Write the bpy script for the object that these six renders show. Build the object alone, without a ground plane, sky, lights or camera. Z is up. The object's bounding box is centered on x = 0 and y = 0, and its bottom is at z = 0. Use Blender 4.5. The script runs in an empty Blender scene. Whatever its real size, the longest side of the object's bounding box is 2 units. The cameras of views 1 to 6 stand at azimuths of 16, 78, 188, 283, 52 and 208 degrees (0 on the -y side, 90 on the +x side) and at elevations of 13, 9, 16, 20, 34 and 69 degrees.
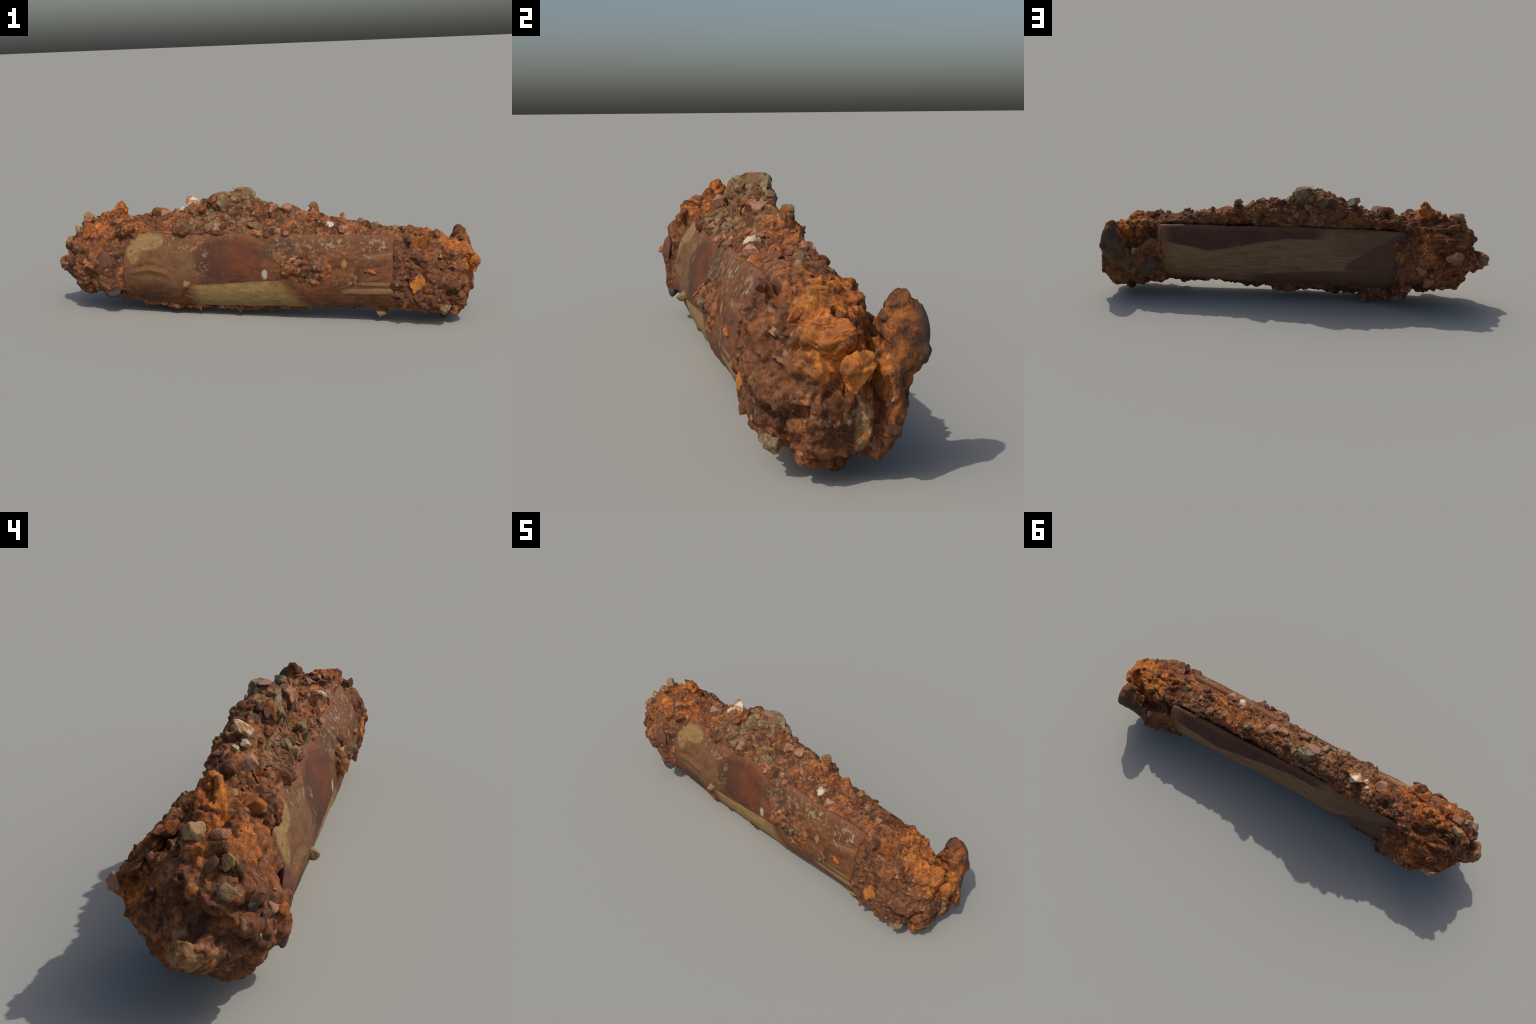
"""Corroded pocket knife, crusted with rust and pebbles, standing on its edge."""
import bpy, bmesh, math, random
import numpy as np
from mathutils import Vector, Matrix, Euler

random.seed(7)
RNG = np.random.default_rng(11)

# ------------------------------------------------------------------ noise
def _hash(ix, iy, iz, seed):
    h = (ix * 374761393 + iy * 668265263 + iz * 2147483647 + seed * 974634777) & 0xFFFFFFFF
    h = ((h ^ (h >> 13)) * 1274126177) & 0xFFFFFFFF
    h = ((h ^ (h >> 16)) * 2246822519) & 0xFFFFFFFF
    return ((h ^ (h >> 15)) & 0xFFFFFF) / float(0x1000000)

def vnoise(p, scale, seed=0):
    """smooth value noise, -1..1"""
    q = p * scale
    i = np.floor(q).astype(np.int64); f = q - i
    f = f * f * f * (f * (f * 6 - 15) + 10)
    out = 0
    for dx in (0, 1):
        for dy in (0, 1):
            for dz in (0, 1):
                w = (f[:, 0] if dx else 1 - f[:, 0]) * (f[:, 1] if dy else 1 - f[:, 1]) * (f[:, 2] if dz else 1 - f[:, 2])
                out = out + w * _hash(i[:, 0] + dx, i[:, 1] + dy, i[:, 2] + dz, seed)
    return out * 2 - 1

def fbm(p, scale, octaves=4, seed=0, gain=0.5):
    a, s, tot, out = 1.0, scale, 0.0, 0
    for o in range(octaves):
        out = out + a * vnoise(p + o * 3.17, s, seed + o); tot += a
        a *= gain; s *= 2.03
    return out / tot

def ridged(p, scale, octaves=4, seed=0):
    a, s, tot, out = 1.0, scale, 0.0, 0
    for o in range(octaves):
        out = out + a * (1 - np.abs(vnoise(p + o * 5.3, s, seed + o)) * 2); tot += a
        a *= 0.5; s *= 2.1
    return out / tot

def billow(p, scale, octaves=3, seed=0):
    """rounded lumps parted by sharp creases, 0..1"""
    a, s, tot, out = 1.0, scale, 0.0, 0
    for o in range(octaves):
        out = out + a * np.abs(vnoise(p + o * 4.1, s, seed + o)); tot += a
        a *= 0.5; s *= 2.07
    return out / tot

def grit(p, cell, seed=0, density=0.7, rmin=.3, rmax=.75):
    """relief of rounded grains of mixed sizes stuck to the surface; metres per cell -> height in cells"""
    q = p / cell
    i = np.floor(q).astype(np.int64)
    out = np.zeros(len(p))
    for dx in (-1, 0, 1):
        for dy in (-1, 0, 1):
            for dz in (-1, 0, 1):
                c = i + np.array([dx, dy, dz])
                hx = [_hash(c[:, 0], c[:, 1], c[:, 2], seed + k) for k in range(5)]
                pt = c + np.stack(hx[:3], 1)
                r = rmin + (rmax - rmin) * hx[3]
                d2 = ((q - pt) ** 2).sum(1) / r ** 2
                h = np.where(hx[4] < density, r * np.sqrt(np.clip(1 - d2, 0, 1)), 0)
                out = np.maximum(out, h)
    return out

# ------------------------------------------------------------------ lofts
def interp(xs, ys, x):
    """smooth monotone-ish interpolation of rows ys at xs"""
    xs = np.asarray(xs, float); ys = np.asarray(ys, float); x = np.asarray(x, float)
    m = np.gradient(ys, xs, axis=0)
    k = np.clip(np.searchsorted(xs, x) - 1, 0, len(xs) - 2)
    h = xs[k + 1] - xs[k]; t = np.clip((x - xs[k]) / h, 0, 1)
    sh = (-1,) + (1,) * (ys.ndim - 1)
    t = t.reshape(sh); h = h.reshape(sh)
    return ((2 * t**3 - 3 * t**2 + 1) * ys[k] + (t**3 - 2 * t**2 + t) * h * m[k]
            + (-2 * t**3 + 3 * t**2) * ys[k + 1] + (t**3 - t**2) * h * m[k + 1])

def ring_curve(anchors, n, tension=0.5):
    """closed Catmull-Rom through anchors (k,m,2) -> (k, n, 2)"""
    m = anchors.shape[1]
    u = np.arange(n) * m / n
    i = np.floor(u).astype(int); t = (u - i)[None, :, None]
    P = lambda o: anchors[:, (i + o) % m]
    p0, p1, p2, p3 = P(-1), P(0), P(1), P(2)
    m1 = (p2 - p0) * tension; m2 = (p3 - p1) * tension
    return ((2*t**3-3*t**2+1)*p1 + (t**3-2*t**2+t)*m1 + (-2*t**3+3*t**2)*p2 + (t**3-t**2)*m2)

def loft(stations, step=0.012, n=96, cap0=0.03, cap1=0.03, blunt=2.6, tension=0.5):
    """stations: [(x, [(y,z)...])]; ends rounded over cap lengths. returns verts, faces"""
    xs = [s[0] for s in stations]; an = np.array([s[1] for s in stations], float)
    x0, x1 = xs[0], xs[-1]
    a = np.linspace(0.02, math.pi / 2, 12)
    left = x0 + cap0 * (1 - np.sin(a)); lf = None
    def capf(d, L):      # d distance from the end
        t = np.clip(1 - d / L, 0, 1)
        return (1 - t ** blunt) ** (1 / blunt)
    mid = np.arange(x0 + cap0, x1 - cap1, step)
    th = np.linspace(0, 1, 14) ** 2
    X = np.unique(np.concatenate([x0 + cap0 * th, mid, x1 - cap1 * th]))
    A = interp(xs, an, X)
    R = ring_curve(A, n, tension)
    cen = A.mean(1, keepdims=True)
    f = np.minimum(capf(X - x0, cap0), capf(x1 - X, cap1))[:, None, None]
    f = np.maximum(f, 0.02)
    R = cen + (R - cen) * f
    V = np.concatenate([np.repeat(X[:, None, None], n, 1), R], 2).reshape(-1, 3)
    k = len(X); F = []
    for i in range(k - 1):
        for j in range(n):
            j2 = (j + 1) % n
            F.append((i*n+j, i*n+j2, (i+1)*n+j2, (i+1)*n+j))
    F.append(tuple(range(n))[::-1]); F.append(tuple((k-1)*n + j for j in range(n)))
    return V, F

def blob(c, r, rot=(0, 0, 0), sub=3):
    bm = bmesh.new(); bmesh.ops.create_icosphere(bm, subdivisions=sub, radius=1)
    M = Matrix.Translation(c) @ Euler(rot).to_matrix().to_4x4() @ Matrix.Diagonal((*r, 1))
    V = np.array([M @ v.co for v in bm.verts]); F = [tuple(v.index for v in f.verts) for f in bm.faces]
    bm.free(); return V, F

def spike(base, tip, r0, r1=0.006):
    base = Vector(base); tip = Vector(tip); d = tip - base
    q = d.to_track_quat('Z', 'Y').to_matrix()
    V = []; F = []; n = 16; ks = 7
    for k in range(ks):
        t = k / (ks - 1); r = r0 * (1 - t) ** 1.3 + r1
        for j in range(n):
            a = 2 * math.pi * j / n
            V.append(base + d * t + q @ Vector((math.cos(a) * r, math.sin(a) * r, 0)))
    for k in range(ks - 1):
        for j in range(n):
            F.append((k*n+j, k*n+(j+1) % n, (k+1)*n+(j+1) % n, (k+1)*n+j))
    F.append(tuple(range(n))[::-1]); F.append(tuple((ks-1)*n+j for j in range(n)))
    return np.array([list(v) for v in V]), F

def join(parts):
    V, F, o = [], [], 0
    for v, f in parts:
        V.append(v); F += [tuple(i + o for i in q) for q in f]; o += len(v)
    return np.concatenate(V), F

def make_mesh(name, V, F):
    me = bpy.data.meshes.new(name)
    me.from_pydata([tuple(v) for v in V], [], F); me.update()
    bm = bmesh.new(); bm.from_mesh(me); bmesh.ops.recalc_face_normals(bm, faces=bm.faces)
    bm.to_mesh(me); bm.free()
    return me

def coords(me):
    a = np.empty(len(me.vertices) * 3); me.vertices.foreach_get('co', a); return a.reshape(-1, 3)
def normals(me):
    a = np.empty(len(me.vertices) * 3, dtype=np.float32); me.vertex_normals.foreach_get('vector', a); return a.reshape(-1, 3).astype(float)
def set_coords(me, V):
    me.vertices.foreach_set('co', np.ascontiguousarray(V, dtype=np.float32).ravel()); me.update()

def remesh(V, F, voxel, smooth=3):
    me = make_mesh('temporary', V, F)
    ob = bpy.data.objects.new('temporary', me); bpy.context.scene.collection.objects.link(ob)
    m = ob.modifiers.new('r', 'REMESH'); m.mode = 'VOXEL'; m.voxel_size = voxel; m.adaptivity = 0
    s = ob.modifiers.new('s', 'SMOOTH'); s.factor = 0.5; s.iterations = smooth
    dg = bpy.context.evaluated_depsgraph_get()
    out = bpy.data.meshes.new_from_object(ob.evaluated_get(dg))
    bpy.data.objects.remove(ob); bpy.data.meshes.remove(me)
    return out

def sstep(a, b, x):
    t = np.clip((x - a) / (b - a), 0, 1); return t * t * (3 - 2 * t)

def gauss(p, c, r):
    return np.exp(-(((p - np.array(c)) / np.array(r)) ** 2).sum(1))

# ------------------------------------------------------------------ materials
class Nodes:
    def __init__(self, name, rough=0.85, spec=0.25):
        self.m = bpy.data.materials.new(name); self.m.use_nodes = True
        self.t = self.m.node_tree; self.b = self.t.nodes['Principled BSDF']
        self.b.inputs['Roughness'].default_value = rough
        self.b.inputs['Specular IOR Level'].default_value = spec
        self.co = self.t.nodes.new('ShaderNodeTexCoord').outputs['Object']
        s = self.t.nodes.new('ShaderNodeSeparateXYZ'); self.link(self.co, s.inputs[0])
        self.x, self.y, self.z = s.outputs
    def link(self, a, b): self.t.links.new(a, b)
    def put(self, v, sock):
        if isinstance(v, (int, float, tuple)):
            sock.default_value = v if not (isinstance(v, tuple) and len(v) == 3 and sock.type == 'RGBA') else (*v, 1)
        else: self.link(v, sock)
    def math(self, op, a, b=0.0, c=None, clamp=False):
        n = self.t.nodes.new('ShaderNodeMath'); n.operation = op; n.use_clamp = clamp
        self.put(a, n.inputs[0]); self.put(b, n.inputs[1])
        if c is not None: self.put(c, n.inputs[2])
        return n.outputs[0]
    def add(self, a, b): return self.math('ADD', a, b)
    def sub(self, a, b): return self.math('SUBTRACT', a, b)
    def mul(self, a, b): return self.math('MULTIPLY', a, b)
    def mn(self, a, b): return self.math('MINIMUM', a, b)
    def mx(self, a, b): return self.math('MAXIMUM', a, b)
    def ss(self, v, lo, hi, flip=False):
        n = self.t.nodes.new('ShaderNodeMapRange'); n.interpolation_type = 'SMOOTHSTEP'
        self.put(v, n.inputs['Value']); n.inputs['From Min'].default_value = lo; n.inputs['From Max'].default_value = hi
        n.inputs['To Min'].default_value = 1.0 if flip else 0.0; n.inputs['To Max'].default_value = 0.0 if flip else 1.0
        return n.outputs['Result']
    def mapped(self, scale=(1, 1, 1), rot=(0, 0, 0), vec=None):
        n = self.t.nodes.new('ShaderNodeMapping'); self.link(vec or self.co, n.inputs[0])
        n.inputs['Scale'].default_value = scale; n.inputs['Rotation'].default_value = rot
        return n.outputs[0]
    def noise(self, scale, detail=4, rough=.55, dist=0., vec=None, color=False):
        n = self.t.nodes.new('ShaderNodeTexNoise'); self.link(vec or self.co, n.inputs['Vector'])
        n.inputs['Scale'].default_value = scale; n.inputs['Detail'].default_value = detail
        n.inputs['Roughness'].default_value = rough; n.inputs['Distortion'].default_value = dist
        return n.outputs['Color'] if color else n.outputs['Fac']
    def warp(self, scale, amount, vec=None):
        c = self.noise(scale, 3, color=True, vec=vec)
        s = self.t.nodes.new('ShaderNodeVectorMath'); s.operation = 'SUBTRACT'; self.link(c, s.inputs[0]); s.inputs[1].default_value = (.5, .5, .5)
        m = self.t.nodes.new('ShaderNodeVectorMath'); m.operation = 'MULTIPLY_ADD'
        self.link(s.outputs[0], m.inputs[0]); m.inputs[1].default_value = (amount,) * 3; self.link(vec or self.co, m.inputs[2])
        return m.outputs[0]
    def voronoi(self, scale, out='Color', feature='F1', vec=None, rand=1.0):
        n = self.t.nodes.new('ShaderNodeTexVoronoi'); n.feature = feature
        self.link(vec or self.co, n.inputs['Vector']); n.inputs['Scale'].default_value = scale; n.inputs['Randomness'].default_value = rand
        return n.outputs[out]
    def red(self, c):
        n = self.t.nodes.new('ShaderNodeSeparateColor'); self.link(c, n.inputs[0]); return n.outputs[0], n.outputs[1], n.outputs[2]
    def ramp(self, v, stops, interp='LINEAR'):
        n = self.t.nodes.new('ShaderNodeValToRGB'); n.color_ramp.interpolation = interp
        e = n.color_ramp.elements
        while len(e) < len(stops): e.new(0.5)
        for el, (p, c) in zip(e, stops): el.position = p; el.color = (*c, 1)
        self.link(v, n.inputs[0]); return n.outputs[0]
    def mix(self, f, a, b, mode='MIX'):
        n = self.t.nodes.new('ShaderNodeMix'); n.data_type = 'RGBA'; n.blend_type = mode
        self.put(f, n.inputs[0]); self.put(a, n.inputs[6]); self.put(b, n.inputs[7]); return n.outputs[2]
    def spot(self, c, r, soft=.25, rough=.35, nscale=14):
        """mask: ellipsoid at c with radii r, ragged edge"""
        q = 0
        for ax, cc, rr in zip((self.x, self.y, self.z), c, r):
            d = self.math('DIVIDE', self.sub(ax, cc), rr); d2 = self.mul(d, d)
            q = d2 if isinstance(q, int) else self.add(q, d2)
        d = self.add(self.math('SQRT', q), self.mul(self.sub(self.noise(nscale, 5, .65), .5), rough * 2.5))
        return self.ss(d, 1 - soft, 1 + soft, flip=True)
    def bump(self, h, strength=.5, dist=.004):
        n = self.t.nodes.new('ShaderNodeBump'); n.inputs['Strength'].default_value = strength; n.inputs['Distance'].default_value = dist
        self.link(h, n.inputs['Height'])
        if self.b.inputs['Normal'].links: self.link(self.b.inputs['Normal'].links[0].from_socket, n.inputs['Normal'])
        self.link(n.outputs[0], self.b.inputs['Normal'])
    def done(self, col, rough=None):
        self.put(col, self.b.inputs['Base Color'])
        if rough is not None: self.put(rough, self.b.inputs['Roughness'])
        return self.m

DARK = (.045, .019, .012); BROWN = (.108, .046, .023); RUST = (.235, .080, .026)
ORANGE = (.43, .140, .029); YELLOW = (.50, .185, .028); TAN = (.34, .205, .095); CREAM = (.55, .42, .28)
PINK = (.33, .15, .085); SLATE = (.060, .054, .050); OLIVE = (.235, .165, .085)

def crust_colour(n):
    w = n.warp(22, .03)
    MUD = (.175, .083, .046)
    cell = n.red(n.voronoi(34, vec=w))
    cell2 = n.red(n.voronoi(85, vec=n.warp(45, .014)))
    fine = n.noise(75, 6, .72)
    a = n.ramp(cell[0], [(0, DARK), (.20, BROWN), (.36, MUD), (.50, RUST), (.62, BROWN), (.74, (.28, .115, .055)), (.86, ORANGE), (1, (.46, .24, .125))])
    b = n.ramp(n.noise(18, 7, .78, .9), [(.33, (.030, .014, .010)), (.42, (.085, .033, .018)), (.50, MUD), (.57, RUST), (.66, ORANGE)])
    col = n.mix(.6, a, b)
    # zones of fresh orange rust: upper left end, middle of the right end, back of the left end, streaks on the crest
    zone = n.mx(n.spot((-.70, -.02, .44), (.24, .16, .10), .6, .6, 7),
                n.mx(n.mx(n.spot((.90, .01, .30), (.17, .10, .14), .5, .6, 9), n.spot((.76, .02, .41), (.15, .09, .06), .5, .6, 9)), n.spot((-.77, .14, .30), (.15, .09, .12), .5, .5, 9)))
    zone = n.mx(zone, n.mx(n.spot((.30, .02, .44), (.10, .06, .06), .5, .5, 9), n.mul(n.ss(n.noise(4.5, 3), .57, .66), .55)))
    hot = n.ramp(n.noise(15, 8, .78, 1.0), [(.34, (.040, .017, .011)), (.42, (.11, .040, .019)), (.48, (.25, .078, .024)), (.55, (.46, .140, .027)), (.66, (.60, .23, .04))])
    col = n.mix(n.mul(zone, .8), col, hot)
    # dull dark-brown stretches
    col = n.mix(n.mul(n.ss(n.noise(7, 6, .68, .4), .485, .57), .8), col, n.ramp(n.noise(30, 6, .75), [(.36, (.026, .014, .010)), (.5, (.066, .031, .020)), (.64, (.14, .060, .032))]))
    front = n.mx(n.spot((.78, -.16, .19), (.18, .09, .15), .5, .6, 9), n.mul(n.spot((-.80, -.14, .19), (.20, .10, .14), .5, .6, 9), .8))
    col = n.mix(n.mul(front, .6), col, n.ramp(n.noise(22, 7, .76, .6), [(.36, (.028, .015, .011)), (.47, (.075, .033, .020)), (.56, (.13, .055, .029)), (.68, (.27, .095, .032))]))
    vein = n.mul(n.ss(n.noise(10, 6, .65, 1.4), .53, .61), n.spot((.90, .01, .32), (.18, .10, .12), .4, .5, 9))
    col = n.mix(n.mul(vein, .75), col, n.ramp(n.noise(45, 5, .7), [(.35, (.28, .105, .026)), (.6, (.47, .19, .032))]))
    pale = n.spot((.955, .030, .13), (.06, .014, .065), .3, .5, 26)
    col = n.mix(n.mul(pale, .75), col, (.25, .165, .085))
    sand = n.mul(n.ss(cell2[1], .90, .95), n.ss(n.noise(7, 3), .45, .6))
    col = n.mix(n.mul(sand, .5), col, TAN)
    ol = n.mul(n.mx(n.spot((-.08, 0, .45), (.30, .13, .1), .4, .5, 8), n.spot((-.10, .02, .54), (.11, .09, .06), .3, .4, 12)), n.ss(n.noise(15, 6, .75), .49, .56))
    col = n.mix(n.mul(ol, .6), col, n.ramp(n.noise(40, 5, .7), [(.35, (.12, .075, .038)), (.5, (.21, .14, .07)), (.68, (.36, .26, .145))]))
    col = n.mix(1.0, col, n.ramp(fine, [(.30, (.34, .31, .29)), (.47, (.98, .98, .98)), (.70, (1.75, 1.68, 1.6))]), 'MULTIPLY')
    return col

def crust_material():
    n = Nodes('rust_crust', .9, .12)
    col = crust_colour(n)
    n.bump(n.noise(140, 4, .65), .4, .003)
    n.bump(n.noise(50, 5, .7, .5), .5, .007)
    return n.done(col)

def liner_material():
    """rusty like the crust inside, bare dark iron on the outer face"""
    n = Nodes('weathered_iron', .85, .15)
    iron = n.ramp(n.noise(20, 6, .7, .5, vec=n.mapped((1, 1, .5))), [(.30, (.040, .026, .020)), (.45, (.085, .050, .034)), (.58, (.135, .080, .050)), (.72, (.19, .085, .038))])
    rusty = n.ramp(n.noise(24, 8, .78, .3), [(.36, (.035, .018, .013)), (.47, BROWN), (.55, RUST), (.65, (.42, .135, .028))])
    edge = n.add(n.y, n.mul(n.sub(n.noise(12, 4, .6), .5), .05))
    col = n.mix(n.ss(edge, .140, .158), rusty, iron)
    col = n.mix(n.mul(n.ss(n.noise(9, 4, .6), .54, .62), .7), col, rusty)
    n.bump(n.noise(60, 5, .7, .5), .5, .006)
    return n.done(col)

def scale_front_material():
    n = Nodes('brown_horn_front', .72, .18)
    L = n.mapped((3, 3, 9))
    grain = n.noise(4, 7, .72, 1.0, vec=L)
    col = n.ramp(grain, [(.28, (.055, .022, .012)), (.42, (.105, .040, .019)), (.52, (.150, .058, .025)), (.62, (.185, .074, .032)), (.76, (.21, .105, .050))])
    blotch = n.noise(9, 6, .7, .8)
    col = n.mix(n.ss(blotch, .50, .62), col, n.mix(.6, col, (.060, .026, .016)))
    # olive-brown left part, dark band with a red patch, black blotch right of it
    col = n.mix(n.mul(n.spot((-.43, -.18, .25), (.20, .2, .12), .4, .6, 8), .6), col, n.ramp(n.noise(18, 6, .7), [(.35, (.10, .050, .022)), (.6, (.19, .115, .050))]))
    col = n.mix(n.mul(n.spot((-.10, -.18, .27), (.155, .2, .105), .14, .35, 9), .8), col, n.ramp(n.noise(12, 5, .7), [(.35, (.050, .022, .015)), (.65, (.095, .036, .021))]))
    col = n.mix(n.mul(n.spot((-.035, -.18, .29), (.075, .2, .085), .3, .55, 11), .75), col, n.ramp(n.noise(16, 5, .7), [(.35, (.085, .028, .015)), (.6, (.165, .046, .019))]))
    col = n.mix(n.mul(n.spot((.14, -.18, .33), (.07, .2, .045), .3, .55, 12), .75), col, (.055, .034, .022))
    col = n.mix(n.mul(n.spot((-.50, -.18, .11), (.14, .2, .05), .5, .5, 8), .75), col, (.055, .025, .015))
    # pale horn: top-left patch and lower strip
    tan = n.ramp(n.noise(9, 5, .6, .6, vec=L), [(.3, (.20, .12, .045)), (.55, (.29, .19, .075)), (.75, (.34, .235, .10))])
    tl = n.mx(n.spot((-.495, -.17, .345), (.085, .2, .038), .10, .42, 13), n.spot((-.555, -.17, .30), (.035, .2, .05), .3, .6, 18))
    col = n.mix(n.mul(tl, .9), col, tan)
    edge = n.add(n.mul(n.add(n.x, .26), .10), .157)                     # upper edge rises to the right
    edge = n.add(edge, n.mul(n.sub(n.noise(9, 3), .5), .012))
    strip = n.ss(n.sub(edge, n.z), 0, .004)
    strip = n.mul(strip, n.mul(n.ss(n.x, -.30, -.22), n.ss(n.add(n.x, n.mul(n.z, .9)), .26, .36, flip=True)))
    col = n.mix(n.mul(strip, .92), col, tan)
    low = n.mul(n.ss(n.z, .07, .12, flip=True), .45)
    # two pale wear lines at lower right
    for zc, xl, w in ((.190, .47, .010), (.157, .40, .014)):
        s = n.mul(n.ss(n.math('ABSOLUTE', n.sub(n.add(n.z, n.mul(n.sub(n.noise(12, 3), .5), .012)), n.add(zc, n.mul(n.sub(n.x, .55), .04)))), w * .6, w, flip=True), n.ss(n.x, xl, xl + .06))
        col = n.mix(n.mul(s, .8), col, (.27, .175, .08))
    ln = n.ss(n.math('ABSOLUTE', n.sub(n.z, n.add(.300, n.mul(n.sub(n.x, .5), .16)))), .003, .008, flip=True)
    col = n.mix(n.mul(n.mul(ln, n.ss(n.x, .49, .53)), .6), col, (.24, .14, .07))
    # rust stains
    st = n.mul(n.ss(n.noise(15, 7, .75, .8), .50, .60), .85)
    st = n.mul(st, n.mx(n.mx(n.spot((-.50, -.18, .25), (.13, .2, .10), .5, .4, 8), n.spot((.28, -.18, .25), (.22, .2, .16), .4, .4, 8)), n.mx(n.ss(n.z, .33, .39), n.mx(n.ss(n.x, -.60, -.50, flip=True), n.ss(n.x, .58, .64)))))
    col = n.mix(st, col, n.ramp(n.noise(30, 5, .7), [(.35, (.12, .042, .018)), (.6, (.27, .088, .028))]))
    top = n.mul(n.ss(n.add(n.z, n.mul(n.sub(n.noise(14, 5, .7), .5), .06)), .355, .385), .6)
    col = n.mix(top, col, (.20, .085, .042))
    # cream lichen-like specks
    zone = n.mx(n.mx(n.spot((.55, -.18, .345), (.07, .2, .045), .4, .4, 12), n.spot((.34, -.18, .35), (.13, .2, .04), .4, .4, 12)),
           n.mx(n.mx(n.spot((-.225, -.18, .28), (.03, .2, .09), .5, .5, 12), n.spot((-.32, -.18, .345), (.10, .2, .04), .4, .4, 12)),
                n.mx(n.spot((.17, -.18, .34), (.08, .2, .05), .4, .4, 12), n.spot((.44, -.18, .20), (.05, .2, .03), .4, .4, 12))))
    sp = n.mul(n.ss(n.noise(42, 6, .75), .52, .60), zone)
    col = n.mix(n.mul(sp, .8), col, (.33, .25, .14))
    dots = n.mul(n.ss(n.voronoi(60, 'Distance'), .12, .2, flip=True), n.ss(n.red(n.voronoi(60))[0], .75, .8))
    col = n.mix(n.mul(dots, .45), col, (.32, .23, .14))
    wh = n.spot((.073, -.18, .218), (.012, .1, .020), .3, .6, 130)
    col = n.mix(n.mul(wh, .9), col, (.40, .35, .27))
    ye = n.spot((.431, -.18, .276), (.012, .1, .018), .4, .6, 130)
    col = n.mix(n.mul(ye, .8), col, (.33, .20, .06))
    n.bump(n.noise(50, 6, .7, vec=n.mapped((1, 1, 1.6))), .4, .005)
    n.bump(sp, .5, .003)
    return n.done(col)

def scale_back_material():
    n = Nodes('brown_horn_back', .72, .18)
    L = n.mapped((2, 2, 16))
    g = n.noise(5, 6, .6, .5, vec=L)
    tan = n.ramp(g, [(.3, (.165, .088, .046)), (.5, (.24, .134, .068)), (.7, (.285, .170, .090))])
    dark = n.ramp(n.noise(9, 5, .6), [(.3, (.066, .030, .023)), (.6, (.105, .046, .033)), (.8, (.15, .064, .038))])
    wob = n.mul(n.sub(n.noise(10, 3), .5), .02)
    zz = n.add(n.z, wob)
    # dark upper band with a sagging lower edge
    sag = n.mul(n.math('ABSOLUTE', n.sub(n.x, .39)), .19)
    e1 = n.mn(n.add(.252, sag), .322)
    up = n.mul(n.ss(n.sub(zz, e1), -.003, .006), n.mul(n.ss(n.x, .60, .64, flip=True), n.ss(n.x, -.22, -.12)))
    e2 = n.add(.155, n.mul(n.x, -.07))
    lowb = n.mul(n.ss(n.sub(e2, zz), -.004, .008), n.ss(n.x, .22, .10))
    lowb = n.mul(n.ss(n.sub(e2, zz), -.004, .008), n.ss(n.x, .10, .26, flip=True))
    tri = n.mul(n.ss(n.sub(n.add(.215, n.mul(n.sub(-.30, n.x), .62)), zz), -.004, .006), n.ss(n.x, -.30, -.27, flip=True))
    tri = n.mul(tri, n.ss(zz, .15, .19))
    col = n.mix(n.mul(n.mx(n.mx(up, n.mul(lowb, .75)), n.mul(tri, .75)), .95), tan, dark)
    col = n.mix(n.mul(n.spot((-.42, .12, .30), (.18, .2, .07), .6, .4, 6), .45), col, (.10, .055, .036))
    rim = n.mx(n.ss(zz, .352, .372), n.mx(n.ss(zz, .112, .095, ), n.ss(n.x, .58, .64)))
    rim = n.mx(n.ss(zz, .352, .372), n.mx(n.ss(zz, .085, .105, flip=True), n.ss(n.x, .57, .64)))
    col = n.mix(n.mul(rim, .65), col, (.20, .080, .036))
    col = n.mix(n.mul(n.ss(n.noise(14, 6, .7), .58, .7), .35), col, (.21, .08, .035))
    dots = n.mul(n.ss(n.voronoi(50, 'Distance'), .1, .18, flip=True), n.ss(n.red(n.voronoi(50))[0], .8, .85))
    col = n.mix(n.mul(dots, .35), col, (.30, .23, .16))
    n.bump(n.noise(40, 6, .65, vec=n.mapped((1, 1, 4))), .3, .004)
    return n.done(col)

def pebble_material(name, base, light, coat=.4, rough=.75):
    n = Nodes(name, rough, .3)
    inf = n.t.nodes.new('ShaderNodeObjectInfo')
    r = inf.outputs['Random']
    vec = n.t.nodes.new('ShaderNodeVectorMath'); vec.operation = 'ADD'; n.link(n.co, vec.inputs[0]); n.link(inf.outputs['Location'], vec.inputs[1])
    v = vec.outputs[0]
    col = n.ramp(n.noise(2.2, 5, .65, .3, vec=v), [(.3, base), (.7, light)])
    col = n.mix(1.0, col, n.ramp(r, [(0, (.75, .72, .70)), (.5, (1, 1, 1)), (1, (1.2, 1.18, 1.12))]), 'MULTIPLY')
    c = n.ss(n.add(n.noise(1.8, 5, .7, vec=v), n.mul(n.sub(r, .5), .25)), .62 - coat * .35, .74 - coat * .35)
    col = n.mix(n.mul(c, .85), col, n.ramp(n.noise(5, 4, vec=v), [(.3, BROWN), (.55, RUST), (.75, ORANGE)]))
    n.bump(n.noise(9, 6, .7, vec=v), .5, .004)
    return n.done(col)

def plain(name, stops, scale=12, rough=.8, bump=.4):
    n = Nodes(name, rough, .25)
    col = n.ramp(n.noise(scale, 6, .68, .4), stops)
    n.bump(n.noise(scale * 7, 5, .7), bump, .004)
    return n.done(col)

def shell_material():
    n = Nodes('shell_layers', .5, .4)
    col = n.ramp(n.noise(26, 4, .6, .8), [(.3, (.24, .09, .03)), (.42, (.42, .22, .08)), (.50, (.58, .47, .33)), (.57, (.62, .58, .50)), (.63, (.30, .42, .36)), (.72, (.30, .26, .09))])
    return n.done(col)

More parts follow.
